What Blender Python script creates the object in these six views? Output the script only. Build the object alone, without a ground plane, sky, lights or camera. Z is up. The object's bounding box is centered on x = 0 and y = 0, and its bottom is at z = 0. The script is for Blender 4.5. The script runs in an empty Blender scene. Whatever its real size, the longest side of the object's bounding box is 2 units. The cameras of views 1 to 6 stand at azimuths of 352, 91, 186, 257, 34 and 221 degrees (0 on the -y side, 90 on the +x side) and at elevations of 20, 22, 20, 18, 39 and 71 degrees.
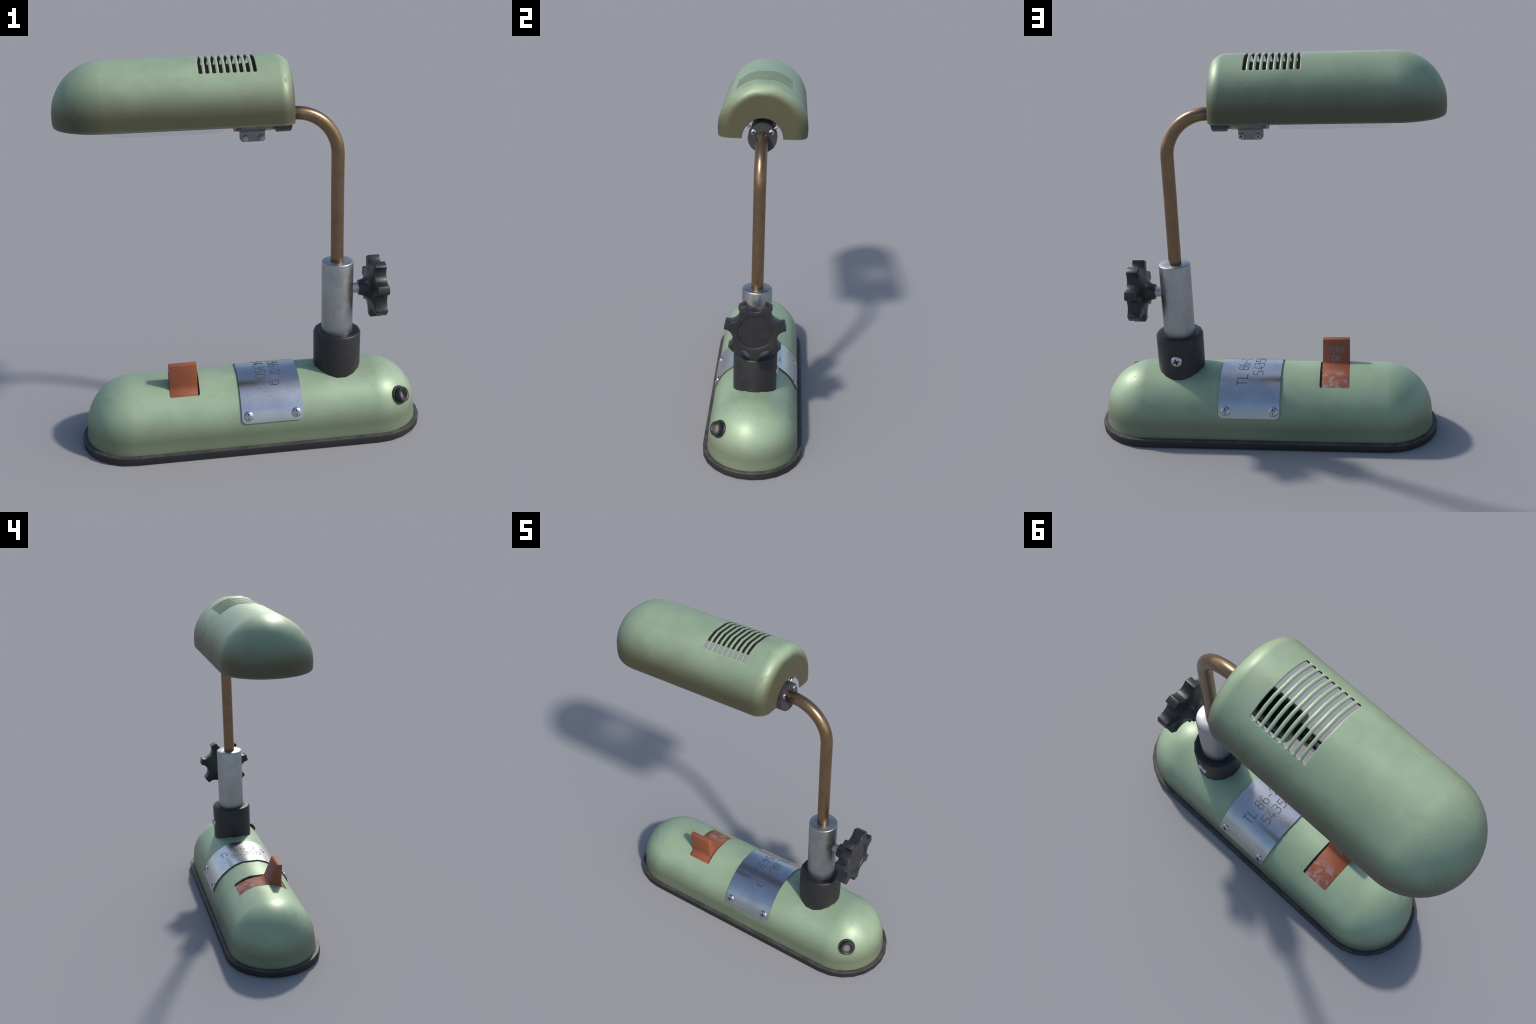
import bpy, bmesh, math
from math import sin, cos, pi, radians, sqrt, atan2, degrees
from mathutils import Vector, Matrix

scene = bpy.context.scene
X, Y, Z = Vector((1, 0, 0)), Vector((0, 1, 0)), Vector((0, 0, 1))

# ---------------------------------------------------------------- node helpers
class Mat:
    """Small wrapper to write node trees in a compact way."""
    def __init__(self, name):
        self.m = bpy.data.materials.new(name)
        self.m.use_nodes = True
        self.t = self.m.node_tree
        self.bsdf = self.t.nodes["Principled BSDF"]
        self.out = self.t.nodes["Material Output"]
        tc = self.t.nodes.new("ShaderNodeTexCoord")
        self.obj = tc.outputs["Object"]

    def n(self, kind, **kw):
        node = self.t.nodes.new(kind)
        for k, v in kw.items():
            setattr(node, k, v)
        return node

    def link(self, a, b):
        self.t.links.new(a, b)

    def set(self, sock, v):
        if isinstance(v, bpy.types.NodeSocket):
            self.link(v, sock)
        elif isinstance(v, (tuple, list)) and len(v) == 3 and sock.type == "RGBA":
            sock.default_value = (*v, 1)
        else:
            sock.default_value = v

    def math(self, op, a, b=0.0, c=None, clamp=False):
        k = self.n("ShaderNodeMath", operation=op, use_clamp=clamp)
        self.set(k.inputs[0], a)
        self.set(k.inputs[1], b)
        if c is not None:
            self.set(k.inputs[2], c)
        return k.outputs[0]

    def ramp(self, v, lo, hi, a=0.0, b=1.0, smooth=True):
        k = self.n("ShaderNodeMapRange", clamp=True)
        k.interpolation_type = "SMOOTHSTEP" if smooth else "LINEAR"
        self.set(k.inputs["Value"], v)
        k.inputs["From Min"].default_value, k.inputs["From Max"].default_value = lo, hi
        k.inputs["To Min"].default_value, k.inputs["To Max"].default_value = a, b
        return k.outputs[0]

    def noise(self, scale, detail=2.0, rough=0.5, dist=0.0, vec=None, stretch=None, shift=(0, 0, 0)):
        v = vec or self.obj
        if stretch or any(shift):
            mp = self.n("ShaderNodeMapping")
            self.link(v, mp.inputs["Vector"])
            mp.inputs["Scale"].default_value = stretch or (1, 1, 1)
            mp.inputs["Location"].default_value = shift
            v = mp.outputs[0]
        k = self.n("ShaderNodeTexNoise")
        self.link(v, k.inputs["Vector"])
        k.inputs["Scale"].default_value = scale
        k.inputs["Detail"].default_value = detail
        k.inputs["Roughness"].default_value = rough
        k.inputs["Distortion"].default_value = dist
        return k.outputs["Fac"]

    def mix(self, fac, a, b, mode="MIX"):
        k = self.n("ShaderNodeMix", data_type="RGBA", blend_type=mode)
        self.set(k.inputs["Factor"], fac)
        self.set(k.inputs["A"], a) if False else self.set(k.inputs[6], a)
        self.set(k.inputs[7], b)
        return k.outputs[2]

    def pos(self):
        s = self.n("ShaderNodeSeparateXYZ")
        self.link(self.obj, s.inputs[0])
        return s.outputs

    def normal(self):
        g = self.n("ShaderNodeNewGeometry")
        s = self.n("ShaderNodeSeparateXYZ")
        self.link(g.outputs["Normal"], s.inputs[0])
        return s.outputs

    def bump(self, h, strength=0.1, dist=0.002):
        k = self.n("ShaderNodeBump")
        k.inputs["Strength"].default_value = strength
        k.inputs["Distance"].default_value = dist
        self.set(k.inputs["Height"], h)
        self.link(k.outputs[0], self.bsdf.inputs["Normal"])

    def done(self, color, rough=0.5, metal=0.0, spec=0.5, **kw):
        b = self.bsdf.inputs
        self.set(b["Base Color"], color)
        self.set(b["Roughness"], rough)
        self.set(b["Metallic"], metal)
        self.set(b["Specular IOR Level"], spec)
        for k, v in kw.items():
            self.set(b[k], v)
        return self.m


def paint(name, green, baked_dark, nz_lo, nz_hi, amount, rough=0.42):
    """Enamel with a brown darkening baked into the colour by normal, where the sheet turns vertical,
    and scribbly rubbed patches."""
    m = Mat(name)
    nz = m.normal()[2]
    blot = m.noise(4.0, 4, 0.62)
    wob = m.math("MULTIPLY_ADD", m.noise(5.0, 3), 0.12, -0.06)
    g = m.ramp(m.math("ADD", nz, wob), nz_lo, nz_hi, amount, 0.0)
    tone = m.ramp(blot, 0.3, 0.7, 0.0, 1.0)
    base = m.mix(tone, tuple(c * k for c, k in zip(green, (0.90, 0.89, 0.87))), tuple(c * 1.07 for c in green))
    # rubbed scribbles: thin wiggly lines gathered in small patches
    patch = m.ramp(m.noise(8.5, 1.5, 0.5, shift=(3.1, 0.4, 1.7)), 0.56, 0.68)
    line = m.noise(36, 0.8, 0.5, 1.6)
    line = m.math("ABSOLUTE", m.math("SUBTRACT", line, 0.5))
    line = m.ramp(line, 0.0, 0.045, 1.0, 0.0)
    scr = m.math("MULTIPLY", patch, line)
    cloud = m.math("MULTIPLY", patch, m.ramp(m.noise(22, 4, 0.7), 0.45, 0.65))
    dirt = m.math("ADD", m.math("MULTIPLY", scr, 0.29), m.math("MULTIPLY", cloud, 0.14), clamp=True)
    base = m.mix(dirt, base, tuple(c * 0.45 for c in green))
    col = m.mix(g, base, baked_dark)
    r = m.math("ADD", m.math("MULTIPLY", dirt, 0.55), m.math("MULTIPLY_ADD", blot, 0.10, rough - 0.05))
    m.bump(m.math("ADD", m.noise(60, 3), m.math("MULTIPLY", scr, -0.5)), 0.06, 0.001)
    return m.done(col, r, 0.15, 0.5)


GREEN = (0.318, 0.414, 0.268)
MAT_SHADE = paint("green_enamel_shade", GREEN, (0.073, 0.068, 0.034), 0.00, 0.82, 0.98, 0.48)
MAT_SLOT = paint("green_enamel_slot_edge", (0.17, 0.215, 0.14), (0.1, 0.1, 0.06), -0.1, 0.4, 0.15, 0.46)
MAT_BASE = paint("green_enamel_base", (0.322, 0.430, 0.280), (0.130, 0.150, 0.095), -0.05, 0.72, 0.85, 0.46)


def plain(name, color, rough, metal=0.0, spec=0.5, var=0.15, scale=25, bump=0.05, bscale=120):
    m = Mat(name)
    f = m.ramp(m.noise(scale, 4, 0.65), 0.3, 0.7)
    col = m.mix(f, tuple(c * (1 - var) for c in color), tuple(c * (1 + var) for c in color))
    r = m.math("MULTIPLY_ADD", m.noise(scale * 1.7, 3), 0.16, rough - 0.08)
    m.bump(m.noise(bscale, 2), bump, 0.001)
    return m.done(col, r, metal, spec)


MAT_INNER = plain("shade_lining", (0.085, 0.062, 0.045), 0.6)
MAT_RIM = plain("worn_metal_rim", (0.13, 0.12, 0.115), 0.38, 0.5)
MAT_BLACK = plain("black_plastic", (0.0175, 0.0175, 0.0185), 0.42, var=0.2)
MAT_COLLAR = plain("black_collar", (0.0145, 0.0145, 0.0160), 0.48, var=0.2)
MAT_HOLDER = plain("dark_bakelite", (0.035, 0.035, 0.037), 0.42, var=0.2)
MAT_SCREW = plain("screw_steel", (0.50, 0.50, 0.52), 0.25, 1.0, var=0.1)
MAT_RECESS = plain("screw_recess", (0.02, 0.02, 0.02), 0.6)
MAT_ETCH = plain("etched_lettering", (0.05, 0.045, 0.045), 0.55)
MAT_WHITE = plain("faded_white_print", (0.25, 0.215, 0.235), 0.6, var=0.35, scale=160)
MAT_BRASS = plain("dull_brass", (0.40, 0.28, 0.12), 0.32, 0.8)
MAT_REDBAND = plain("orange_red_band", (0.24, 0.05, 0.025), 0.5)
MAT_CREAM = plain("cream_ceramic", (0.30, 0.26, 0.21), 0.6)
MAT_WELL = plain("dark_switch_well", (0.13, 0.09, 0.09), 0.6)
MAT_BORE = plain("dusty_bore", (0.16, 0.135, 0.13), 0.7)


def rubber():
    m = Mat("black_rubber")
    p = m.pos()
    top = m.ramp(p[2], 0.034, 0.044)
    dust = m.math("MULTIPLY", top, m.ramp(m.noise(14, 4, 0.7), 0.25, 0.75, 0.25, 1.0))
    col = m.mix(dust, (0.0145, 0.0145, 0.0155), (0.098, 0.085, 0.078))
    m.bump(m.noise(90, 3), 0.08, 0.001)
    return m.done(col, 0.55, 0.0, 0.4)


def steel(name, a, b, rough, speck=0.5, warm=0.0):
    m = Mat(name)
    f = m.ramp(m.noise(9, 5, 0.7), 0.3, 0.7)
    fine = m.ramp(m.noise(120, 3, 0.7), 0.35, 0.7)
    col = m.mix(f, a, b)
    col = m.mix(m.math("MULTIPLY", fine, speck), col, tuple(c * 0.72 for c in b))
    r = m.math("ADD", m.math("MULTIPLY", fine, 0.10), m.math("MULTIPLY_ADD", f, 0.10, rough - 0.08))
    m.bump(m.noise(160, 3), 0.10, 0.0008)
    return m.done(col, r, 1.0)


MAT_RUBBER = rubber()
MAT_NUT = steel("dull_nut_steel", (0.36, 0.37, 0.38), (0.46, 0.47, 0.48), 0.45)
MAT_STEM = plain("polished_stem", (0.6, 0.6, 0.62), 0.12, 1.0, var=0.1)
MAT_CLAMP = steel("dull_clamp_steel", (0.20, 0.21, 0.22), (0.28, 0.29, 0.30), 0.5)  # base grey lowered to paint in the shadow under the shade
MAT_POST = steel("galvanised_steel", (0.37, 0.375, 0.38), (0.47, 0.475, 0.48), 0.42)


def plate_steel():
    m = Mat("stamped_plate_steel")
    p = m.pos()
    f = m.ramp(m.noise(8, 5, 0.7), 0.3, 0.7)
    fine = m.ramp(m.noise(150, 3, 0.75), 0.35, 0.7)
    ay = m.math("ABSOLUTE", p[1])
    edge = m.ramp(ay, 0.222, 0.238)                       # dull toward both lower edges
    stain = m.math("MULTIPLY", m.ramp(m.math("ABSOLUTE", m.math("SUBTRACT", ay, 0.118)), 0.0, 0.022, 1.0, 0.0),
                   m.ramp(p[0], 0.12, -0.06))
    spot = m.math("MULTIPLY", stain, m.ramp(m.noise(110, 4, 0.8), 0.48, 0.58))
    col = m.mix(f, (0.50, 0.52, 0.55), (0.60, 0.615, 0.64))
    col = m.mix(m.math("MULTIPLY", fine, 0.22), col, (0.38, 0.39, 0.41))
    col = m.mix(m.math("MULTIPLY", stain, 0.65), col, (0.19, 0.155, 0.125))
    col = m.mix(m.math("MULTIPLY", spot, m.ramp(p[0], 0.02, -0.06)), col, (0.50, 0.40, 0.22))
    col = m.mix(m.math("MULTIPLY", edge, 0.4), col, (0.36, 0.35, 0.35))
    r = m.math("ADD", m.math("MULTIPLY_ADD", fine, 0.08, 0.27), m.math("MULTIPLY", edge, 0.15))
    m.bump(m.noise(110, 3), 0.05, 0.0008)
    return m.done(col, r, 1.0)


MAT_PLATE = plate_steel()


def copper():
    m = Mat("aged_copper")
    p = m.pos()
    f = m.ramp(m.noise(12, 5, 0.7), 0.3, 0.7)
    fine = m.ramp(m.noise(140, 3, 0.7), 0.4, 0.7)
    col = m.mix(f, (0.235, 0.155, 0.090), (0.285, 0.188, 0.108))
    col = m.mix(m.math("MULTIPLY", fine, 0.35), col, (0.16, 0.11, 0.07))
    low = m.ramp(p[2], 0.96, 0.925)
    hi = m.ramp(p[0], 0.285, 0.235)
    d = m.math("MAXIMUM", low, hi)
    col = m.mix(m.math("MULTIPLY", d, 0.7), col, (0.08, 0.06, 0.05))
    r = m.math("MULTIPLY_ADD", fine, 0.10, 0.27)
    m.bump(m.noise(180, 3), 0.08, 0.0008)
    return m.done(col, r, 0.9)


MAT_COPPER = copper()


def orange():
    m = Mat("orange_rocker")
    p = m.pos()
    ay = m.math("ABSOLUTE", p[1])
    f = m.ramp(m.noise(14, 4), 0.3, 0.7)
    col = m.mix(f, (0.258, 0.076, 0.036), (0.288, 0.086, 0.041))
    # chalky scuffs at the rear end of the rocker, pale rub along the front edge
    scuff = m.math("MULTIPLY", m.ramp(p[1], 0.01, 0.08), m.ramp(m.noise(20, 7, 0.72, 0.5, shift=(0.3, 0, 0)), 0.44, 0.62))
    front = m.math("MULTIPLY", m.ramp(p[1], -0.139, -0.149), m.ramp(m.noise(40, 4), 0.35, 0.6))
    sc = m.math("MAXIMUM", m.math("MULTIPLY", scuff, 0.75), m.math("MULTIPLY", front, 0.5))
    col = m.mix(sc, col, (0.34, 0.29, 0.29))
    return m.done(col, 0.55, 0.0, 0.3)


MAT_ORANGE = orange()


def glass():
    """Thin clear wall: mostly see-through, with a faint dusty sheen."""
    m = Mat("clear_tube_glass")
    tr = m.n("ShaderNodeBsdfTransparent")
    tr.inputs[0].default_value = (0.965, 0.96, 0.965, 1)
    m.bsdf.inputs["Base Color"].default_value = (0.35, 0.34, 0.36, 1)
    m.bsdf.inputs["Roughness"].default_value = 0.15
    mx = m.n("ShaderNodeMixShader")
    m.set(mx.inputs[0], m.math("MULTIPLY_ADD", m.noise(40, 4, 0.7), 0.04, 0.004))
    m.link(tr.outputs[0], mx.inputs[1])
    m.link(m.bsdf.outputs[0], mx.inputs[2])
    m.link(mx.outputs[0], m.out.inputs["Surface"])
    return m.m


MAT_GLASS = glass()

# ---------------------------------------------------------------- mesh helpers
root = bpy.data.objects.new("desk_lamp", None)
scene.collection.objects.link(root)
root["label"] = "vintage green enamel desk lamp with copper arm and capsule base"
root["category"] = "desk lamp"


def add(name, mesh, parent=root):
    o = bpy.data.objects.new(name, mesh)
    scene.collection.objects.link(o)
    o.parent = parent
    return o


def mesh_of(name, verts, faces, mats, smooth_angle=35, face_mats=None):
    me = bpy.data.meshes.new(name)
    me.from_pydata([tuple(v) for v in verts], [], faces)
    me.validate()
    for m in (mats if isinstance(mats, (list, tuple)) else [mats]):
        me.materials.append(m)
    if face_mats:
        for p, k in zip(me.polygons, face_mats):
            p.material_index = k
    bm = bmesh.new()
    bm.from_mesh(me)
    bmesh.ops.recalc_face_normals(bm, faces=bm.faces)
    bm.to_mesh(me)
    bm.free()
    me.polygons.foreach_set("use_smooth", [True] * len(me.polygons))
    me.set_sharp_from_angle(angle=radians(smooth_angle))
    return me


def frame(axis):
    """Orthonormal matrix whose z column is `axis`."""
    a = Vector(axis).normalized()
    h = Z if abs(a.z) < 0.9 else X
    u = h.cross(a).normalized()
    v = a.cross(u)
    return Matrix((u, v, a)).transposed()


def lathe(profile, seg, axis=(0, 0, 1), origin=(0, 0, 0), phase=0.0):
    """profile: (radius, height) list; closed onto the axis when a radius is 0."""
    M, o = frame(axis), Vector(origin)
    verts, rings, faces = [], [], []
    for r, h in profile:
        if r < 1e-6:
            rings.append([len(verts)])
            verts.append(o + M @ Vector((0, 0, h)))
        else:
            rings.append(list(range(len(verts), len(verts) + seg)))
            for k in range(seg):
                a = 2 * pi * k / seg + phase
                verts.append(o + M @ Vector((r * cos(a), r * sin(a), h)))
    for A, B in zip(rings, rings[1:]):
        for k in range(seg):
            l = (k + 1) % seg
            if len(A) == 1 and len(B) == 1:
                continue
            if len(A) == 1:
                faces.append((A[0], B[k], B[l]))
            elif len(B) == 1:
                faces.append((A[k], B[0], A[l]))
            else:
                faces.append((A[k], A[l], B[l], B[k]))
    return verts, faces


def merge(*parts):
    V, F = [], []
    for v, f in parts:
        n = len(V)
        V += list(v)
        F += [tuple(i + n for i in q) for q in f]
    return V, F


def box(x0, x1, y0, y1, z0, z1):
    V = [Vector((x, y, z)) for x in (x0, x1) for y in (y0, y1) for z in (z0, z1)]
    F = [(0, 1, 3, 2), (4, 6, 7, 5), (0, 4, 5, 1), (2, 3, 7, 6), (0, 2, 6, 4), (1, 5, 7, 3)]
    return V, F


def extrude_profile(name, pts, along, d0, d1, mats, bevel=0.0, angle=35):
    """pts: closed list of 2D points in the plane normal to `along` ('x' -> (y,z), 'y' -> (x,z))."""
    def place(p, d):
        return Vector((d, p[0], p[1])) if along == "x" else Vector((p[0], d, p[1]))
    n = len(pts)
    V = [place(p, d0) for p in pts] + [place(p, d1) for p in pts]
    F = [tuple(range(n)), tuple(range(2 * n - 1, n - 1, -1))]
    F += [(k, (k + 1) % n, n + (k + 1) % n, n + k) for k in range(n)]
    me = mesh_of(name, V, F, mats, angle)
    if bevel:
        bm = bmesh.new()
        bm.from_mesh(me)
        es = [e for e in bm.edges if len(e.link_faces) == 2 and e.calc_face_angle() > radians(50)]
        bmesh.ops.bevel(bm, geom=es, offset=bevel, segments=2, profile=0.5, affect="EDGES")
        bm.to_mesh(me)
        bm.free()
        me.polygons.foreach_set("use_smooth", [True] * len(me.polygons))
        me.set_sharp_from_angle(angle=radians(angle))
    return me


def grid_shell(name, P, N, keep, thick, mats, rim_of=lambda i, j: 2, NS=None, skin=lambda i, j: 0):
    """Sheet of given thickness from a grid of points P[i][j] with smooth normals N[i][j].
    Cells with keep(i,j) False are holes.  Material 0 outside, 1 inside, rims by rim_of."""
    nu, nv = len(P), len(P[0])
    verts, normals, index = [], [], {}

    def vid(i, j, side):
        p = P[i][j] if side == 0 else P[i][j] - N[i][j] * thick
        key = (side, round(p.x, 6), round(p.y, 6), round(p.z, 6))
        if key not in index:
            index[key] = len(verts)
            verts.append(p)
            normals.append((NS or N)[i][j].copy() if side == 0 else -N[i][j])
        return index[key]

    faces, fm, mi, loops_n, edge_use = [], [], [], [], {}
    for i in range(nu - 1):
        for j in range(nv - 1):
            if not keep(i, j):
                continue
            corners = [(i, j), (i + 1, j), (i + 1, j + 1), (i, j + 1)]
            for side in (0, 1):
                ids = []
                for c in (corners if side == 0 else corners[::-1]):
                    k = vid(*c, side)
                    if k not in ids:
                        ids.append(k)
                if len(ids) >= 3:
                    faces.append(tuple(ids))
                    fm.append(side)
                    mi.append(skin(i, j) if side == 0 else 1)
                    loops_n.append([normals[k] for k in ids])
            for a, b in zip(corners, corners[1:] + corners[:1]):
                e = frozenset((vid(*a, 0), vid(*b, 0)))
                if len(e) == 2:
                    edge_use.setdefault(e, []).append((a, b, i, j))
    for e, uses in edge_use.items():
        if len(uses) == 1:
            a, b, i, j = uses[0]
            q = (vid(*b, 0), vid(*a, 0), vid(*a, 1), vid(*b, 1))
            if len(set(q)) < 4:
                continue
            p = [verts[k] for k in q]
            n = (p[1] - p[0]).cross(p[2] - p[0]).normalized()
            faces.append(q)
            fm.append(2)
            mi.append(rim_of(i, j))
            loops_n.append([n] * 4)
    # consistent orientation: outside faces must agree with N
    f0 = faces[len(faces) // 3 * 0]
    p = [verts[k] for k in f0]
    flip = (p[1] - p[0]).cross(p[2] - p[0]).dot(loops_n[0][0]) < 0
    if flip:
        for k in range(len(faces)):
            faces[k] = faces[k][::-1]
            ln = loops_n[k][::-1]
            loops_n[k] = [-n for n in ln] if fm[k] >= 2 or k >= len(fm) else ln
            if fm[k] < 2:
                loops_n[k] = ln
    me = bpy.data.meshes.new(name)
    me.from_pydata([tuple(v) for v in verts], [], faces)
    for m in mats:
        me.materials.append(m)
    me.polygons.foreach_set("material_index", [min(k, len(mats) - 1) for k in mi])
    me.polygons.foreach_set("use_smooth", [True] * len(me.polygons))
    # rims: take the true face normal
    flat = []
    for poly, ln, k in zip(me.polygons, loops_n, fm):
        flat += [tuple(n) for n in ln] if k < 2 else [tuple(poly.normal)] * len(ln)
    me.normals_split_custom_set(flat)
    return me


# ------------------------------------------------------ polygonal arch section
STEP = radians(22.5)


def arch(theta, R):
    """Point (y, z) on a faceted arch: a flat 22.5 degree crown, then 11.25 degree
    facets, the shoulders drawn in slightly from a true circle."""
    sg, t = (1 if theta >= 0 else -1), abs(theta)
    h = STEP / 2
    if t <= h:
        return sg * R * cos(h) * math.tan(t), R * cos(h)
    k = math.floor(t / h)
    a0, a1 = k * h, (k + 1) * h
    r0, r1 = [R * {2: 0.996, 3: 0.986, 4: 0.9885, 5: 0.993, 6: 0.996}.get(q, 1.0) for q in (k, k + 1)]
    f = (t - a0) / (a1 - a0)
    return sg * ((1 - f) * r0 * sin(a0) + f * r1 * sin(a1)), (1 - f) * r0 * cos(a0) + f * r1 * cos(a1)


def lerp(a, b, f):
    return a + (b - a) * f


def section_samples(extra, R, zc, walls):
    """List of (kind, value, y, z, ny, nz) from -y foot over the crown to the +y foot."""
    th = sorted(set([round((k + 0.5) * STEP, 6) for k in range(0, 4)] + [round(k * STEP / 4, 6) for k in range(0, 16) if all(abs(k * STEP / 4 - e) > 0.012 for e in extra)] + [round(e, 6) for e in extra]))
    th = [t for t in th if t < 4 * STEP - 0.03] + [4 * STEP - 1e-4]
    half = []
    for t in th:
        y, z = arch(t, R)
        half.append(("arc", t, y, zc + z, sin(t), cos(t)))
    yl, zl = half[-1][2], half[-1][3]
    for wy, wz, nz in walls:
        half.append(("wall", wz, wy, wz, sqrt(1 - nz * nz), nz))
    left = [(k, -v if k == "arc" else v, -y, z, -ny, nz) for k, v, y, z, ny, nz in half[1:]][::-1]
    return left + half


def domed(s, R, zc, xc, phi, sgn):
    """Quarter-sphere end: sample s turned by phi toward sgn*x."""
    kind, v, y, z, ny, nz = s
    c, q = cos(phi), sin(phi)
    if kind == "arc":
        t = abs(v)
        P = Vector((xc + sgn * R * 0.995 * q, y * c, zc + (z - zc) * c))
        N = Vector((sgn * q, ny * c, nz * c))
    else:
        P = Vector((xc + sgn * abs(y) * q, y * c, z))
        N = Vector((sgn * q * abs(ny), ny * c, nz))
    return P, N.normalized()


# ---------------------------------------------------------------- base housing
B_R, B_ZC, B_XC = 0.2515, 0.1025, 0.638
WIN_X0, WIN_X1, WIN_TH = -0.4495, -0.2935, radians(36.9)


def base_section(extra=()):
    walls = [(0.2525, 0.080, 0.06), (0.2555, 0.050, 0.10), (0.2580, 0.020, 0.10)]
    return section_samples(extra, B_R, B_ZC, walls)


def build_base():
    rc = 0.008 / B_R
    S = base_section([WIN_TH - 2 * rc, WIN_TH, WIN_TH + 0.03])
    cols = [("dome", -1, radians(a)) for a in (90, 84, 77, 70, 62, 54, 46, 38, 30, 22, 14, 7)]
    xs = [-B_XC, -0.56, -0.50, WIN_X0 - 0.02, WIN_X0, WIN_X0 + 0.0035, WIN_X0 + 0.008, -0.40, -0.35, WIN_X1 - 0.008, WIN_X1 - 0.0035, WIN_X1, WIN_X1 + 0.02]
    xs += [-0.2, -0.1, 0, 0.1, 0.2, 0.3, 0.4, 0.5, 0.58, B_XC]
    cols += [("flat", 0, x) for x in xs]
    cols += [("dome", 1, radians(a)) for a in (7, 14, 22, 30, 38, 46, 54, 62, 70, 77, 84, 90)]
    P, N = [], []
    for kind, sg, v in cols:
        rp, rn = [], []
        for s in S:
            if kind == "dome":
                p, n = domed(s, B_R, B_ZC, sg * B_XC, v, sg)
            else:
                y, z = s[2], s[3]
                # round the window corners by drawing its end row in
                if s[0] == "arc" and abs(abs(s[1]) - WIN_TH) < 1e-4 and WIN_X0 - 1e-6 <= v <= WIN_X1 + 1e-6:
                    e = min(v - WIN_X0, WIN_X1 - v)
                    off = 0.008 - sqrt(max(0, 0.008 ** 2 - (0.008 - min(e, 0.008)) ** 2))
                    t = WIN_TH - off / B_R
                    yy, zz = arch(t, B_R)
                    y, z = (yy if s[1] > 0 else -yy), B_ZC + zz
                p, n = Vector((v, y, z)), Vector((0, s[4], s[5])).normalized()
            rp.append(p)
            rn.append(n)
        P.append(rp)
        N.append(rn)

    def keep(i, j):
        if cols[i][0] == "flat" and cols[i + 1][0] == "flat":
            xm = (cols[i][2] + cols[i + 1][2]) / 2
            if WIN_X0 < xm < WIN_X1 and S[j][0] == S[j + 1][0] == "arc":
                tm = (S[j][1] + S[j + 1][1]) / 2
                return abs(tm) > WIN_TH - 1e-4
        return True

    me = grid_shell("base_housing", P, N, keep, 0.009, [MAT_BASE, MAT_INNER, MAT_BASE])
    return add("base_housing", me)


base = build_base()


# ---------------------------------------------------------------- rubber foot
def stadium(hw, xc, n=8):
    pts = []
    for k in range(n + 1):
        a = -pi / 2 + pi * k / n
        pts.append((xc + hw * cos(a), hw * sin(a)))
    for k in range(n + 1):
        a = pi / 2 + pi * k / n
        pts.append((-xc + hw * cos(a), hw * sin(a)))
    return pts


def build_foot():
    rings = [(0.276, 0.000), (0.281, 0.004), (0.2815, 0.036), (0.2775, 0.0425), (0.268, 0.0440), (0.252, 0.0400)]
    V, F = [], []
    n = 0
    for hw, z in rings:
        pts = stadium(hw, B_XC, 12)
        n = len(pts)
        V += [Vector((x, y, z)) for x, y in pts]
    for r in range(len(rings) - 1):
        for k in range(n):
            l = (k + 1) % n
            F.append((r * n + k, r * n + l, (r + 1) * n + l, (r + 1) * n + k))
    F.append(tuple(range(n)))
    F.append(tuple(range((len(rings) - 1) * n, len(rings) * n)))
    return add("rubber_foot", mesh_of("rubber_foot", V, F, MAT_RUBBER, 40))


foot = build_foot()


# ---------------------------------------------------------------- screws
def screw_mesh(name, r, h, mats):
    """Pan head with a real cross recess; axis +z, seat at z=0."""
    prof = [(0, -0.3 * r), (r, -0.3 * r), (r, 0.18 * h), (0.97 * r, 0.36 * h)]
    for k in range(1, 7):
        a = k / 6 * pi / 2
        prof.append((0.97 * r * cos(a) if k < 6 else 0, 0.36 * h + 0.64 * h * sin(a)))
    me = mesh_of(name, *lathe(prof, 28), mats[0], 40)
    cut = merge(box(-0.56 * r, 0.56 * r, -0.125 * r, 0.125 * r, 0.28 * h, 2 * h))
    cut2 = box(-0.125 * r, 0.125 * r, -0.56 * r, 0.56 * r, 0.28 * h, 2 * h)
    tmp = add("tmp_head", me)
    me.materials.append(mats[1])
    tools = []
    for k, c in enumerate((cut, cut2)):
        cm = mesh_of("tmp_cut", *c, mats[1], 30)
        tools.append(add("tmp_cut", cm))
        md = tmp.modifiers.new("cut", "BOOLEAN")
        md.operation, md.object, md.solver = "DIFFERENCE", tools[-1], "EXACT"
        md.material_mode = "TRANSFER"
    bpy.context.view_layer.update()
    ev = tmp.evaluated_get(bpy.context.evaluated_depsgraph_get())
    out = bpy.data.meshes.new_from_object(ev)
    out.name = name
    out.polygons.foreach_set("use_smooth", [True] * len(out.polygons))
    out.set_sharp_from_angle(angle=radians(40))
    for o in tools + [tmp]:
        bpy.data.objects.remove(o)
    return out


def place_screw(me, pos, normal, parent, roll=0.0, name="screw"):
    o = add(name, me, parent)
    o.matrix_local = Matrix.Translation(Vector(pos)) @ frame(normal).to_4x4() @ Matrix.Rotation(roll, 4, "Z")
    return o


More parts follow.
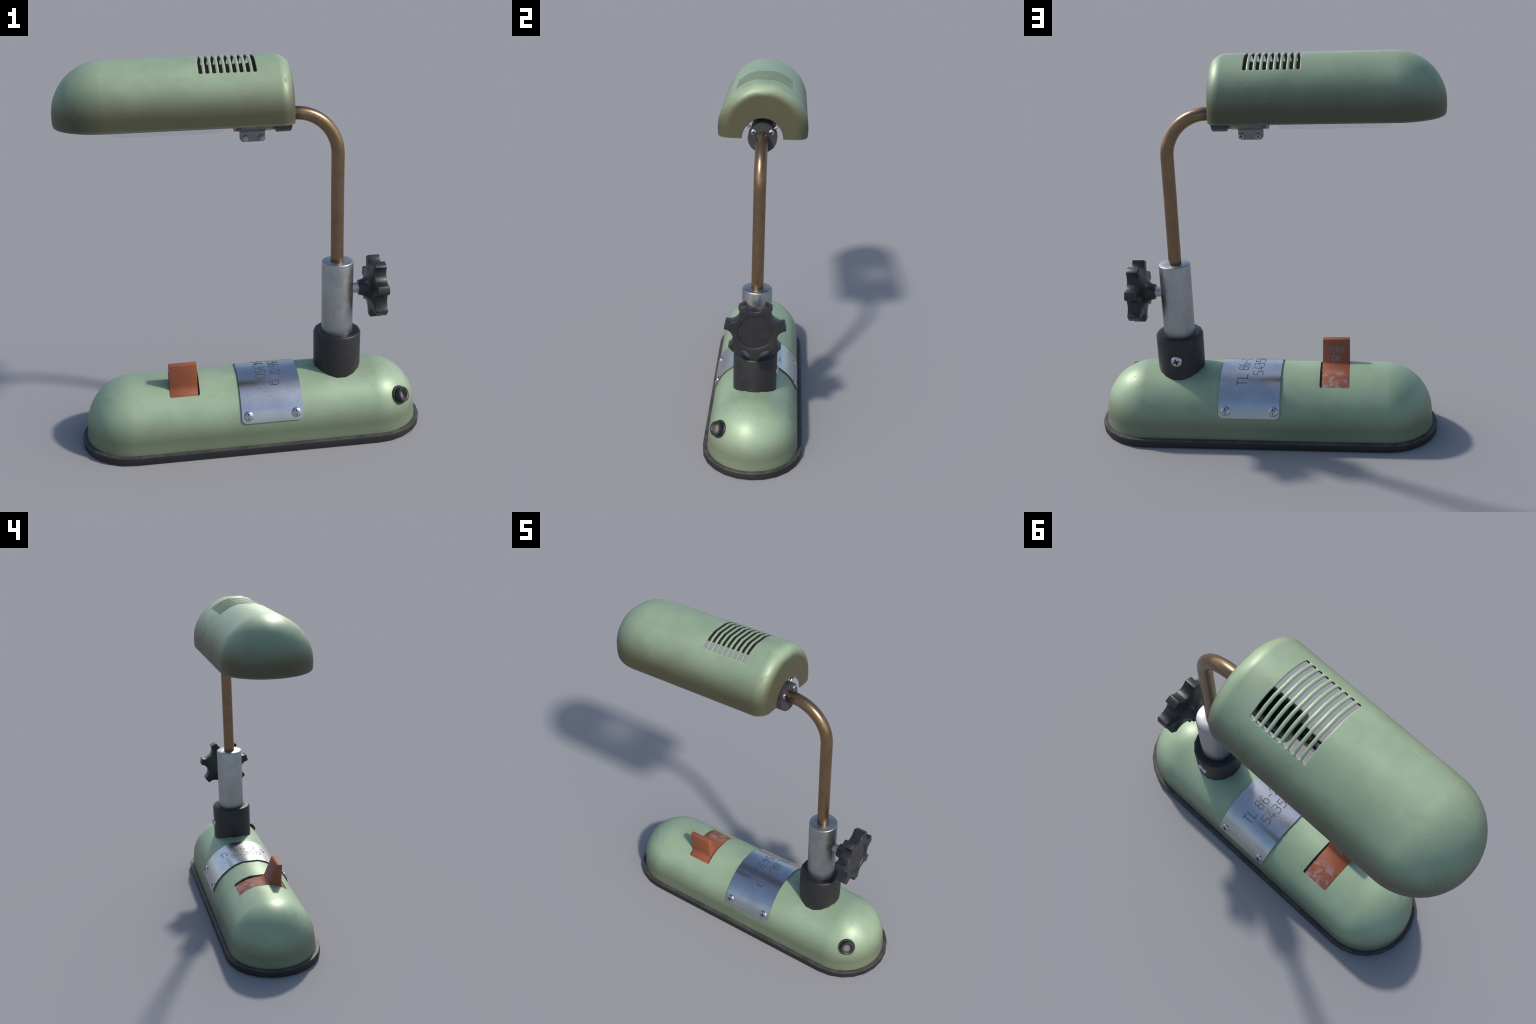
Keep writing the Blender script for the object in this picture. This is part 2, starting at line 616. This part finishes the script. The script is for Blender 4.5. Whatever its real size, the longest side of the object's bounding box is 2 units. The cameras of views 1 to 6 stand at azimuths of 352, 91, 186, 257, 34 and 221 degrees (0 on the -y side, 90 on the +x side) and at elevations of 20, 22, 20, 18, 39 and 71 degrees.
SCREW_PLATE = screw_mesh("plate_screw", 0.0255, 0.0125, [MAT_SCREW, MAT_RECESS])
SCREW_BIG = screw_mesh("collar_screw", 0.031, 0.014, [MAT_SCREW, MAT_RECESS])
SCREW_SMALL = screw_mesh("holder_screw", 0.0165, 0.009, [MAT_SCREW, MAT_RECESS])
SCREW_CLAMP = screw_mesh("clamp_screw", 0.0155, 0.007, [MAT_NUT, MAT_RECESS])

# ---------------------------------------------------------------- name plate
PL_R, PL_X, PL_HW, PL_RC = B_R + 0.0085, 0.0720, 0.1605, 0.026


def plate_point(x, s, lift=0.0):
    """s: arc length from the crown toward +y, measured on the plate."""
    R = PL_R + lift
    lim = 3.5 * STEP
    t = s / PL_R
    if abs(t) <= lim:
        y, z = arch(t, R)
    else:
        y0, z0 = arch(lim, R)
        d = (abs(t) - lim) * PL_R
        y, z = (y0 + 0.06 * d), z0 - d
        y = y if s > 0 else -y
        z = z
    if abs(t) <= lim and s < 0:
        pass
    return Vector((x, y, B_ZC + z)), Vector((0, sin(max(-1.45, min(1.45, t))), cos(max(-1.45, min(1.45, t)))))


def build_plate():
    smax = 0.3435
    lo = smax - PL_RC
    ss = [0.0] + [k * STEP * PL_R / 4 for k in range(1, 13)]
    ss = [s for s in ss if s < lo - 0.005] + [(k + 0.5) * STEP * PL_R for k in range(3)]
    ss = sorted(set(round(s, 6) for s in ss)) + [lo + PL_RC * sin(radians(a)) for a in (0, 20, 38, 55, 70, 82, 90)]
    ss = [-s for s in ss[:0:-1]] + ss
    us = [-1, -0.75, -0.5, -0.25, 0, 0.25, 0.5, 0.75, 1]
    P, N = [], []
    for u in us:
        rp, rn = [], []
        for s in ss:
            e = max(0.0, abs(s) - lo)
            hw = PL_HW - PL_RC + sqrt(max(0.0, PL_RC ** 2 - e ** 2))
            p, n = plate_point(PL_X + u * hw, s)
            rp.append(p)
            rn.append(n)
        P.append(rp)
        N.append(rn)
    me = grid_shell("name_plate", P, N, lambda i, j: True, 0.0045, [MAT_PLATE, MAT_PLATE, MAT_RIM])
    return add("name_plate", me)


plate = build_plate()
k_roll = 0
for x in (-0.0553, 0.1957):
    for sg in (-1, 1):
        pos = Vector((x, sg * 0.2385, 0.2025))
        nrm = Vector((0, sg * 0.93, 0.37))
        place_screw(SCREW_PLATE, pos - nrm.normalized() * 0.004, nrm, plate, 0.06 * k_roll)
        k_roll += 1


# ---------------------------------------------------------------- lettering
def arc_pts(cx, cy, rx, ry, a0, a1, n=8):
    return [(cx + rx * cos(radians(a0 + (a1 - a0) * k / n)), cy + ry * sin(radians(a0 + (a1 - a0) * k / n))) for k in range(n + 1)]


def rrect(x0, y0, x1, y1, r):
    """Closed rounded rectangle, as a stroke."""
    return (arc_pts(x1 - r, y1 - r, r, r, 0, 90, 5) + arc_pts(x0 + r, y1 - r, r, r, 90, 180, 5)
            + arc_pts(x0 + r, y0 + r, r, r, 180, 270, 5) + arc_pts(x1 - r, y0 + r, r, r, 270, 360, 5) + [(x1, y1 - r)])


W = 0.50    # letter width over height
GLYPH = {
    "T": [[(0, 1), (W, 1)], [(W / 2, 1), (W / 2, 0)]],
    "L": [[(0, 1), (0, 0), (W, 0)]],
    "8": [rrect(0.02, 0.53, W - 0.02, 1, 0.16), rrect(0, 0, W, 0.53, 0.18)],
    "6": [rrect(0, 0, W, 0.56, 0.19), [(0, 0.30)] + arc_pts(0.32, 0.62, 0.32, 0.38, 180, 95, 7)],
    "-": [[(0.08, 0.42), (W * 0.85, 0.42)]],
    "2": [arc_pts(W / 2, 0.72, W / 2, 0.28, 170, -20, 9) + [(0.02, 0), (W, 0)]],
    "g": [rrect(0, 0.0, W * 0.95, 0.62, 0.14), [(W * 0.95, 0.5), (W * 0.95, -0.10)] + arc_pts(W * 0.95 - 0.14, -0.10, 0.14, 0.14, 0, -90, 4) + [(0.05, -0.24)]],
    "5": [[(W * 0.92, 1), (0.04, 1), (0.02, 0.55)] + arc_pts(W - 0.2, 0.38, 0.2, 0.20, 90, 0, 4) + arc_pts(W - 0.2, 0.2, 0.2, 0.20, 0, -90, 4) + [(0.0, 0.02)]],
    "4": [[(W * 0.68, 0), (W * 0.68, 0.45)], [(W * 0.55, 1), (0, 0.24), (W, 0.24)]],
    "3": [[(0.02, 1)] + arc_pts(W - 0.22, 0.78, 0.2, 0.22, 90, -90, 6) + [(0.2, 0.56), (W - 0.22, 0.56)] + arc_pts(W - 0.2, 0.28, 0.2, 0.28, 90, -90, 7) + [(0.0, 0)]],
    "0": [rrect(0, 0, W, 1, 0.2)],
    "U": [[(0, 1), (0, 0.22)] + arc_pts(0.22, 0.22, 0.22, 0.22, 180, 270, 4) + arc_pts(W - 0.22, 0.22, 0.22, 0.22, 270, 360, 4) + [(W, 1)]],
    "R": [[(0, 0), (0, 1), (W - 0.25, 1)] + arc_pts(W - 0.25, 0.75, 0.25, 0.25, 90, -90, 6) + [(0, 0.5)], [(W * 0.5, 0.5), (W, 0)]],
    "N": [[(0, 0), (0, 1), (W, 0), (W, 1)]],
    "O": [rrect(0, 0, W, 1, 0.22)],
}


def ribbon(stroke, width, thick, mapper, sub=0.12):
    """A flat raised stroke: quads along the line, with sides, laid on a surface by mapper(u,v,lift)."""
    pts = [Vector(p) for p in stroke]
    fine = [pts[0]]
    for a, b in zip(pts, pts[1:]):
        n = max(1, int((b - a).length / sub))
        fine += [a.lerp(b, k / n) for k in range(1, n + 1)]
    fine = [p for k, p in enumerate(fine) if k == 0 or (p - fine[k - 1]).length > 1e-5]
    V, F = [], []
    for k, p in enumerate(fine):
        d0 = (fine[k] - fine[k - 1]).normalized() if k else None
        d1 = (fine[k + 1] - fine[k]).normalized() if k + 1 < len(fine) else None
        t = ((d0 or d1) + (d1 or d0))
        t = t.normalized() if t.length > 1e-6 else (d1 or d0)
        n = Vector((-t.y, t.x))
        m = width / 2 / max(0.5, (n.dot(Vector((-(d1 or d0).y, (d1 or d0).x)))))
        e = (d1 or d0) * (-(width / 2) if k == 0 else (width / 2 if k == len(fine) - 1 else 0))
        for sg in (-1, 1):
            q = p + n * m * sg + e
            V += [mapper(q.x, q.y, 0.0), mapper(q.x, q.y, thick)]
    for k in range(len(fine) - 1):
        a, b = 4 * k, 4 * k + 4
        F += [(a + 1, b + 1, b + 3, a + 3), (a, a + 1, b + 1, b), (a + 2, b + 2, b + 3, a + 3)]
    F += [(0, 1, 3, 2), (len(V) - 4, len(V) - 2, len(V) - 1, len(V) - 3)]
    return V, F


def write(name, glyphs, mapper_of, width, thick, mat, parent):
    parts = []
    for ch, place in glyphs:
        for st in GLYPH[ch]:
            parts.append(ribbon(st, width, thick, mapper_of(*place)))
    o = add(name, mesh_of(name, *merge(*parts), mat, 30), parent)
    return o


def on_plate(s0, x0, h, wscale=1.0):
    def f(u, v, lift):
        return plate_point(x0 + v * h, s0 - u * h * wscale, lift - 0.0006)[0]
    return f


H1 = 0.0535
row1 = [("T", (0.1645, 0.0880, H1, 1.05)), ("L", (0.121, 0.0880, H1)), ("8", (0.0610, 0.0880, H1)), ("6", (0.0200, 0.0880, H1)),
        ("-", (-0.0185, 0.0880, H1)), ("2", (-0.0530, 0.0880, H1)), ("g", (-0.1200, 0.0895, H1))]
row2 = [(c, (0.0980 - 0.0425 * k, 0.0080, 0.0510, 1.10)) for k, c in enumerate("54350")]
write("stamped_lettering", row1 + row2, on_plate, 0.072, 0.0012, MAT_ETCH, plate)


# ---------------------------------------------------------------- rocker switch
def bez(p0, p1, p2, p3, n=8):
    out = []
    for k in range(n + 1):
        t = k / n
        a, b, c, d = (1 - t) ** 3, 3 * t * (1 - t) ** 2, 3 * t * t * (1 - t), t ** 3
        out.append((a * p0[0] + b * p1[0] + c * p2[0] + d * p3[0], a * p0[1] + b * p1[1] + c * p2[1] + d * p3[1]))
    return out


RK_R = 0.2405
RK_X0, RK_X1 = -0.4485, -0.3035


def rocker_arc(a0, a1, n):
    return [(RK_R * sin(radians(a0 + (a1 - a0) * k / n)), B_ZC + RK_R * cos(radians(a0 + (a1 - a0) * k / n))) for k in range(n + 1)]


BACK0, BACK1 = Vector((-0.0410, 0.3580)), Vector((-0.0860, 0.4590))   # rear face of the fin (y, z)


def build_rocker():
    p = rocker_arc(42, 6, 10)
    s = p[-1]
    p += bez(s, (-0.004, 0.3440), (-0.0330, 0.3420), (BACK0.x, BACK0.y), 8)[1:]
    p += bez((BACK1.x, BACK1.y), (-0.0875, 0.4660), (-0.0910, 0.4690), (-0.0990, 0.4690), 4)
    p += bez((-0.1120, 0.4695), (-0.1185, 0.4700), (-0.1205, 0.4670), (-0.1200, 0.4600), 4)
    p += [(-0.1130, 0.3500)]
    p += bez((-0.1128, 0.3420), (-0.1125, 0.3280), (-0.1190, 0.3180), (RK_R * sin(radians(-33)), B_ZC + RK_R * cos(radians(-33))), 5)
    p += rocker_arc(-35, -42, 3)
    p += [(-0.12, 0.245), (0.12, 0.245)]
    me = extrude_profile("rocker_switch", p, "x", RK_X0, RK_X1, MAT_ORANGE, 0.0025, 30)
    return add("rocker_switch", me)


rocker = build_rocker()


def on_fin(x0, t0, h, wscale=1.0):
    d = (BACK1 - BACK0).normalized()
    nrm = Vector((d.y, -d.x))
    if nrm.x < 0:
        nrm = -nrm

    def f(u, v, lift):
        q = BACK0 + d * (t0 + v * h) + nrm * (lift - 0.0003)
        return Vector((x0 - u * h * wscale, q.x, q.y))
    return f


HT = 0.0287
g = [("T", (-0.3368, 0.0500, HT, 0.80)), ("U", (-0.3551, 0.0500, HT, 0.99)), ("R", (-0.3766, 0.0500, HT, 0.86)), ("N", (-0.3964, 0.0500, HT, 1.06))]
g += [("O", (-0.3553, 0.0050, HT, 1.04)), ("N", (-0.3775, 0.0050, HT, 1.02))]
write("switch_lettering", g, on_fin, 0.12, 0.0009, MAT_WHITE, rocker)

wl = [(0.232 * sin(radians(a)), B_ZC + 0.232 * cos(radians(a))) for a in range(-44, 45, 8)]
wl += [(0.205 * sin(radians(a)), B_ZC + 0.205 * cos(radians(a))) for a in range(44, -45, -8)]
add("switch_well", extrude_profile("switch_well", wl, "x", RK_X1 + 0.0005, WIN_X1 + 0.014, MAT_WELL, 0.0, 35), rocker)

# ---------------------------------------------------------------- cord port
rad = Vector((0.124, -0.1769, 0.1129)).normalized()
pc = Vector((B_XC, 0, B_ZC)) + rad * 0.2505                    # seat on the housing
pd = Vector((0.590, -0.665, 0.455)).normalized()               # the sleeve leans a little outward
sleeve = [(0.0270, -0.020), (0.0405, -0.020), (0.0398, 0.018), (0.0410, 0.0265), (0.0390, 0.0305), (0.0350, 0.0310), (0.0300, 0.0290), (0.0275, 0.0280), (0.0262, 0.0260)]
flange = [(0.0, -0.012), (0.0490, -0.012), (0.0500, 0.0015), (0.0470, 0.0045), (0.0410, 0.0050)]
port = add("cord_port", mesh_of("cord_port", *merge(lathe(sleeve, 28, pd, pc), lathe(flange, 28, rad, pc)), MAT_BLACK, 40))
bore = add("bore_lining", mesh_of("bore_lining", *lathe([(0.0264, 0.0266), (0.0250, 0.0050), (0.0, 0.0050)], 24, pd, pc), MAT_BORE, 40), port)

# ---------------------------------------------------------------- collar and post
CX = 0.4610
collar = add("collar", mesh_of("collar", *lathe(
    [(0.06, 0.26), (0.1245, 0.26), (0.1255, 0.5370), (0.1225, 0.5440), (0.1150, 0.5470), (0.0900, 0.5440), (0.0600, 0.5430)],
    16, (0, 0, 1), (CX, 0, 0), radians(11.25)), MAT_COLLAR, 50))
place_screw(SCREW_BIG, (CX, 0.1215, 0.4285), (0, 1, 0), collar, 0.30)

post = add("steel_post", mesh_of("steel_post", *lathe(
    [(0.050, 0.52), (0.0835, 0.52), (0.0825, 0.560), (0.0825, 0.9300), (0.0810, 0.9345), (0.0780, 0.9365), (0.0300, 0.9355), (0.0300, 0.90)],
    32, (0, 0, 1), (CX, 0, 0)), MAT_POST, 50))


# ---------------------------------------------------------------- copper arm
def sweep(path, r, seg=20):
    V, F = [], []
    for k, p in enumerate(path):
        t = (path[min(k + 1, len(path) - 1)] - path[max(k - 1, 0)]).normalized()
        side = Y
        up = t.cross(side).normalized()
        for q in range(seg):
            a = 2 * pi * q / seg
            V.append(p + (side * cos(a) + up * sin(a)) * r)
    for k in range(len(path) - 1):
        for q in range(seg):
            l = (q + 1) % seg
            F.append((k * seg + q, k * seg + l, (k + 1) * seg + l, (k + 1) * seg + q))
    F.append(tuple(range(seg)))
    F.append(tuple(range((len(path) - 1) * seg, len(path) * seg)))
    return V, F


AX, AR = 0.4560, 0.0335
BEND_C, BEND_R = Vector((0.2400, 0, 1.5020)), 0.2160
path = [Vector((AX + 0.0015, 0, 0.91)), Vector((AX + 0.001, 0, 1.1)), Vector((AX, 0, 1.3)), Vector((AX, 0, 1.45))]
path += [BEND_C + Vector((BEND_R * cos(radians(a)), 0, BEND_R * sin(radians(a)))) for a in range(0, 91, 6)]
path += [Vector((0.20, 0, BEND_C.z + BEND_R))]
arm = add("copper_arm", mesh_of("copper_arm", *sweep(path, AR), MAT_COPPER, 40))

# ---------------------------------------------------------------- knob
KZ = 0.7770


def knob_outline():
    pts = []
    tip_r, tip_h, val_r = 0.1660, 0.0215, 0.1215
    for k in range(7):
        a = -pi / 2 + k * 2 * pi / 7
        c, s = cos(a), sin(a)
        b = a + pi / 7
        loc = lambda x, y, q: (x * cos(q) - y * sin(q), x * sin(q) + y * cos(q))
        for f in (-1, -0.85, 0, 0.85, 1):
            pts.append(loc(tip_r - (0.0025 if abs(f) == 1 else 0), tip_h * f, a))
        # valley: circular bite between the two tips
        c0 = loc(tip_r - 0.0025, tip_h, a - b)
        chord, mid = abs(c0[1]), c0[0]
        dep = mid - val_r
        R = (chord ** 2 + dep ** 2) / (2 * dep)
        cx = val_r + R
        a0 = atan2(-chord, mid - cx)
        a1 = atan2(chord, mid - cx)
        a0, a1 = (a0 % (2 * pi)), (a1 % (2 * pi))
        for q in range(1, 12):
            t = lerp(a0, a1, q / 12)
            pts.append(loc(cx + R * cos(t), R * sin(t), b))
    return pts


def build_knob():
    O = knob_outline()
    n = len(O)
    ang = [atan2(p[1], p[0]) for p in O]
    circ = lambda r: [(r * cos(a), r * sin(a)) for a in ang]
    sc = lambda d: [(p[0] * (1 - d / sqrt(p[0] ** 2 + p[1] ** 2)), p[1] * (1 - d / sqrt(p[0] ** 2 + p[1] ** 2))) for p in O]
    mixr = lambda f, r: [(lerp(c[0], o[0], f), lerp(c[1], o[1], f)) for c, o in zip(circ(r), sc(0.004))]
    rings = [(circ(0.028), 0.5740), (circ(0.0385), 0.5740), (circ(0.0410), 0.5760), (circ(0.0425), 0.590), (circ(0.050), 0.603), (circ(0.062), 0.615),
             (circ(0.078), 0.625), (mixr(0.35, 0.085), 0.6315), (sc(0.004), 0.6350), (O, 0.6390), (O, 0.6955), (sc(0.0015), 0.6985), (sc(0.0035), 0.6995), (mixr(0.5, 0.10), 0.7000),
             (circ(0.0935), 0.7000), (circ(0.0920), 0.6990), (circ(0.0900), 0.6945), (circ(0.088), 0.6945), (circ(0.05), 0.6960)]
    V, F = [], []
    for pts, x in rings:
        V += [Vector((x, p[0], KZ + p[1])) for p in pts]
    for r in range(len(rings) - 1):
        for k in range(n):
            l = (k + 1) % n
            F.append((r * n + k, r * n + l, (r + 1) * n + l, (r + 1) * n + k))
    F.append(tuple(range(n)))
    c = len(V)
    V.append(Vector((0.6962, 0, KZ)))
    F += [((len(rings) - 1) * n + k, (len(rings) - 1) * n + (k + 1) % n, c) for k in range(n)]
    return add("adjustment_knob", mesh_of("adjustment_knob", V, F, MAT_BLACK, 38))


knob = build_knob()
shaft = add("threaded_shaft", mesh_of("threaded_shaft", *lathe(
    [(0.0, 0.0), (0.0265, 0.0), (0.0265, 0.0500), (0.0, 0.0500)], 20, (1, 0, 0), (0.530, 0, KZ)), MAT_POST, 40), knob)

# ---------------------------------------------------------------- lampshade
S_R, S_ZC, S_XL = 0.2497, 1.7551, -0.6695
S_BOT, S_FIL, S_XF = 1.7065, 0.068, 0.1390
SLOT_N, SLOT_X0, SLOT_P, SLOT_W, SLOT_TH = 9, -0.2245, 0.03135, 0.0172, radians(39.6)


def build_shade():
    walls = [(0.2492, 1.735, 0.0), (0.2482, 1.720, 0.0), (0.2474, S_BOT + 0.0062, 0.15), (0.2448, S_BOT, 0.0)]
    r_end = 0.0062
    S = section_samples([SLOT_TH - 2.5 * r_end / S_R, SLOT_TH, SLOT_TH + 0.02], S_R, S_ZC, walls)
    cols = [("dome", radians(a)) for a in (90, 84, 78, 71, 64, 57, 50, 43, 36, 29, 22, 15, 7)]
    cols += [("flat", x) for x in (S_XL, -0.58, -0.48, -0.38, -0.30, -0.255, SLOT_X0 - SLOT_W / 2 - 0.004)]
    slot_of = {}
    for k in range(SLOT_N):
        xc = SLOT_X0 + k * SLOT_P
        for f in (-1, -0.7, 0, 0.7, 1):
            slot_of[len(cols)] = (k, f)
            cols.append(("flat", xc + f * SLOT_W / 2))
    cols += [("flat", x) for x in (SLOT_X0 + (SLOT_N - 1) * SLOT_P + SLOT_W / 2 + 0.004, 0.06, 0.10, S_XF)]
    cols += [("fillet", radians(a)) for a in (12, 25, 38, 50, 62, 74, 84, 90)]
    cols += [("face", f) for f in (0.06, 0.35, 0.7, 0.935, 1.0)]
    P, N = [], []
    for ci, (kind, v) in enumerate(cols):
        rp, rn = [], []
        for s in S:
            sk, sv, y, z, ny, nz = s
            n0 = Vector((0, ny, nz)).normalized()
            if kind == "dome":
                p, n = domed(s, S_R, S_ZC, S_XL, v, -1)
            elif kind == "flat":
                if ci in slot_of and sk == "arc" and abs(abs(sv) - SLOT_TH) < 1e-4:
                    f = slot_of[ci][1]
                    yy, zz = arch(SLOT_TH - r_end * (1 - sqrt(1 - f * f)) / S_R, S_R)
                    y, z = (yy if sv > 0 else -yy), S_ZC + zz
                p, n = Vector((v, y, z)), n0
            else:
                phi = v if kind == "fillet" else pi / 2
                d = S_FIL * (1 - cos(phi))
                if sk == "arc":
                    q = Vector((S_XF + S_FIL * sin(phi), y * (S_R - d) / S_R, S_ZC + (z - S_ZC) * (S_R - d) / S_R))
                else:
                    q = Vector((S_XF + S_FIL * sin(phi), y - d * (1 if y > 0 else -1), z))
                n = (n0 * cos(phi) + X * sin(phi)).normalized()
                p = q
                if kind == "face":
                    t = atan2(q.y, q.z - S_BOT)
                    m = Vector((q.x, 0.1125 * sin(t), S_BOT + 0.1125 * cos(t)))
                    p = q.lerp(m, v)
                    n = X.copy()
                    if v == 1.0:                      # rolled lip of the cut-out
                        p.x -= 0.0030
                        n = (X + (Vector((0, 0, S_BOT)) - Vector((0, p.y, p.z))).normalized()).normalized()
            rp.append(p)
            rn.append(n)
        P.append(rp)
        N.append(rn)

    def is_slot(i):
        return i in slot_of and i + 1 in slot_of and slot_of[i][0] == slot_of[i + 1][0]

    def keep(i, j):
        if is_slot(i) and S[j][0] == S[j + 1][0] == "arc":
            return abs((S[j][1] + S[j + 1][1]) / 2) > SLOT_TH - 1e-4
        return True

    def lip(i, j):
        return 2 if i == len(cols) - 2 or j == 0 or j == len(S) - 2 else 0

    def rim(i, j):
        if S[j][0] == "arc" and abs(S[j][1] + S[j + 1][1]) / 2 > SLOT_TH and -0.25 < cols[i][1] < 0.05:
            return 1
        return 3 if cols[i][0] == "flat" and -0.25 < cols[i][1] < 0.05 and S[j][0] == "arc" else 2

    # the pressed slots have softly rolled lips: lean the shading normals into the openings
    NS = [[n.copy() for n in row] for row in N]
    for i, (k, f) in slot_of.items():
        for j, s in enumerate(S):
            if s[0] == "arc" and abs(s[1]) < SLOT_TH + 1e-4:
                n = NS[i][j]
                if abs(f) == 1:
                    n += X * (-0.55 * f)
                if abs(abs(s[1]) - SLOT_TH) < 1e-4:
                    n += Vector((0, (-0.5 if s[1] > 0 else 0.5), 0.3))
                n.normalize()
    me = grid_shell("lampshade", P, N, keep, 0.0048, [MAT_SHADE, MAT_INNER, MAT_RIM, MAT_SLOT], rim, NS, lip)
    return add("lampshade", me)


shade = build_shade()

# ---------------------------------------------------------------- lamp holder inside the shade
HZ = 1.7120
holder = add("lamp_holder", mesh_of("lamp_holder", *lathe(
    [(0.0, 0.0), (0.0800, 0.0), (0.0812, -0.003), (0.0812, -0.068), (0.080, -0.072), (0.0700, -0.073), (0.0690, -0.245), (0.066, -0.262), (0.0, -0.262)],
    18, (1, 0, 0), (0.2140, 0, HZ)), MAT_HOLDER, 40))
for sg in (-1, 1):
    place_screw(SCREW_SMALL, (0.2135, sg * 0.0485, 1.7455), (1, 0, 0), holder, 0.35 * sg)
    a = radians(54) * sg
    d = Vector((0, sin(a), cos(a)))
    add("retaining_pin", mesh_of("retaining_pin", *lathe([(0.0, 0.0), (0.0075, 0.0), (0.0075, 0.168), (0.0, 0.172)], 12, d, Vector((0.175, 0, HZ)) + d * 0.07), MAT_SCREW, 40), holder)


def band(x0, x1, r0, r1, mat, name, a0=-105, a1=105, n=20):
    """Strip of a ring round the holder axis, angles measured from straight down."""
    pts = []
    for r, seq in ((r1, range(n + 1)), (r0, range(n, -1, -1))):
        for k in seq:
            a = radians(a0 + (a1 - a0) * k / n)
            pts.append((r * sin(a), HZ - r * cos(a)))
    return add(name, extrude_profile(name, pts, "x", x0, x1, mat, 0.0, 35), holder)


band(0.0830, 0.1200, 0.066, 0.0725, MAT_BRASS, "brass_band", -70, 70)
band(-0.0510, -0.0260, 0.066, 0.0710, MAT_REDBAND, "red_band", -70, 70)
clamp = band(-0.0330, 0.0880, 0.0680, 0.0745, MAT_CLAMP, "clamp_strap", -80, 80)


def ear(y0, y1):
    x0, x1, z0, z1, r = -0.0335, 0.0885, 1.5890, 1.6550, 0.016
    pts = [(x0, z1)] + [(x0 + r - r * cos(radians(a)), z0 + r - r * sin(radians(a))) for a in (0, 22, 45, 68, 90)]
    pts += [(x1 - r + r * sin(radians(a)), z0 + r - r * cos(radians(a))) for a in (0, 22, 45, 68, 90)] + [(x1, z1)]
    return add("clamp_ear", extrude_profile("clamp_ear", pts, "y", y0, y1, MAT_CLAMP, 0.002, 35), holder)


ear(-0.0150, -0.0085)
ear(0.0085, 0.0150)
nut = mesh_of("clamp_nut", *merge(lathe([(0.0, 0.0), (0.0168, 0.0), (0.0168, 0.006), (0.0140, 0.009), (0.0, 0.009)], 6),
                                   lathe([(0.0, 0.0), (0.0075, 0.0), (0.0075, 0.014), (0.006, 0.0155), (0.0, 0.0155)], 14)), MAT_NUT, 30)
for x, rl in ((-0.0090, 0.9), (0.0740, 0.35)):
    place_screw(SCREW_CLAMP, (x, 0.0148, 1.6065), (0, 1, 0), holder, rl, "clamp_screw")
    o = add("clamp_nut", nut, holder)
    o.matrix_local = Matrix.Translation(Vector((x, -0.0149, 1.6065))) @ frame((0, -1, 0)).to_4x4() @ Matrix.Rotation(rl, 4, "Z")

# ---------------------------------------------------------------- bulb
bulb_socket = add("bulb_cap", mesh_of("bulb_cap", *lathe(
    [(0.0, 0.0), (0.066, 0.0), (0.0715, 0.004), (0.0715, 0.012), (0.030, 0.015)], 24, (-1, 0, 0), (-0.0505, 0, HZ)), MAT_CREAM, 40))
add("socket_neck", mesh_of("socket_neck", *lathe(
    [(0.031, 0.0), (0.031, 0.050), (0.028, 0.052), (0.028, 0.066), (0.0, 0.066)], 20, (-1, 0, 0), (-0.0640, 0, HZ)), MAT_HOLDER, 40), bulb_socket)
add("brass_ferrule", mesh_of("brass_ferrule", *lathe(
    [(0.0, 0.0), (0.030, 0.0), (0.030, 0.014), (0.027, 0.018), (0.0, 0.018)], 20, (-1, 0, 0), (-0.1290, 0, HZ)), MAT_BRASS, 40), bulb_socket)
add("steel_stem", mesh_of("steel_stem", *lathe(
    [(0.0, 0.0), (0.027, 0.0), (0.027, 0.040), (0.010, 0.050), (0.010, 0.42), (0.0, 0.425)], 20, (-1, 0, 0), (-0.1475, 0, HZ)), MAT_STEM, 40), bulb_socket)
gp = [(0.030, -0.004), (0.056, 0.002), (0.068, 0.016), (0.0745, 0.040), (0.0755, 0.07), (0.0755, 0.50)]
gp += [(0.0755 * cos(radians(a)), 0.50 + 0.095 * sin(radians(a))) for a in (15, 30, 45, 60, 75)] + [(0.0, 0.595)]
add("glass_tube", mesh_of("glass_tube", *lathe(gp, 32, (-1, 0, 0), (-0.100, 0, HZ)), MAT_GLASS, 60), bulb_socket)
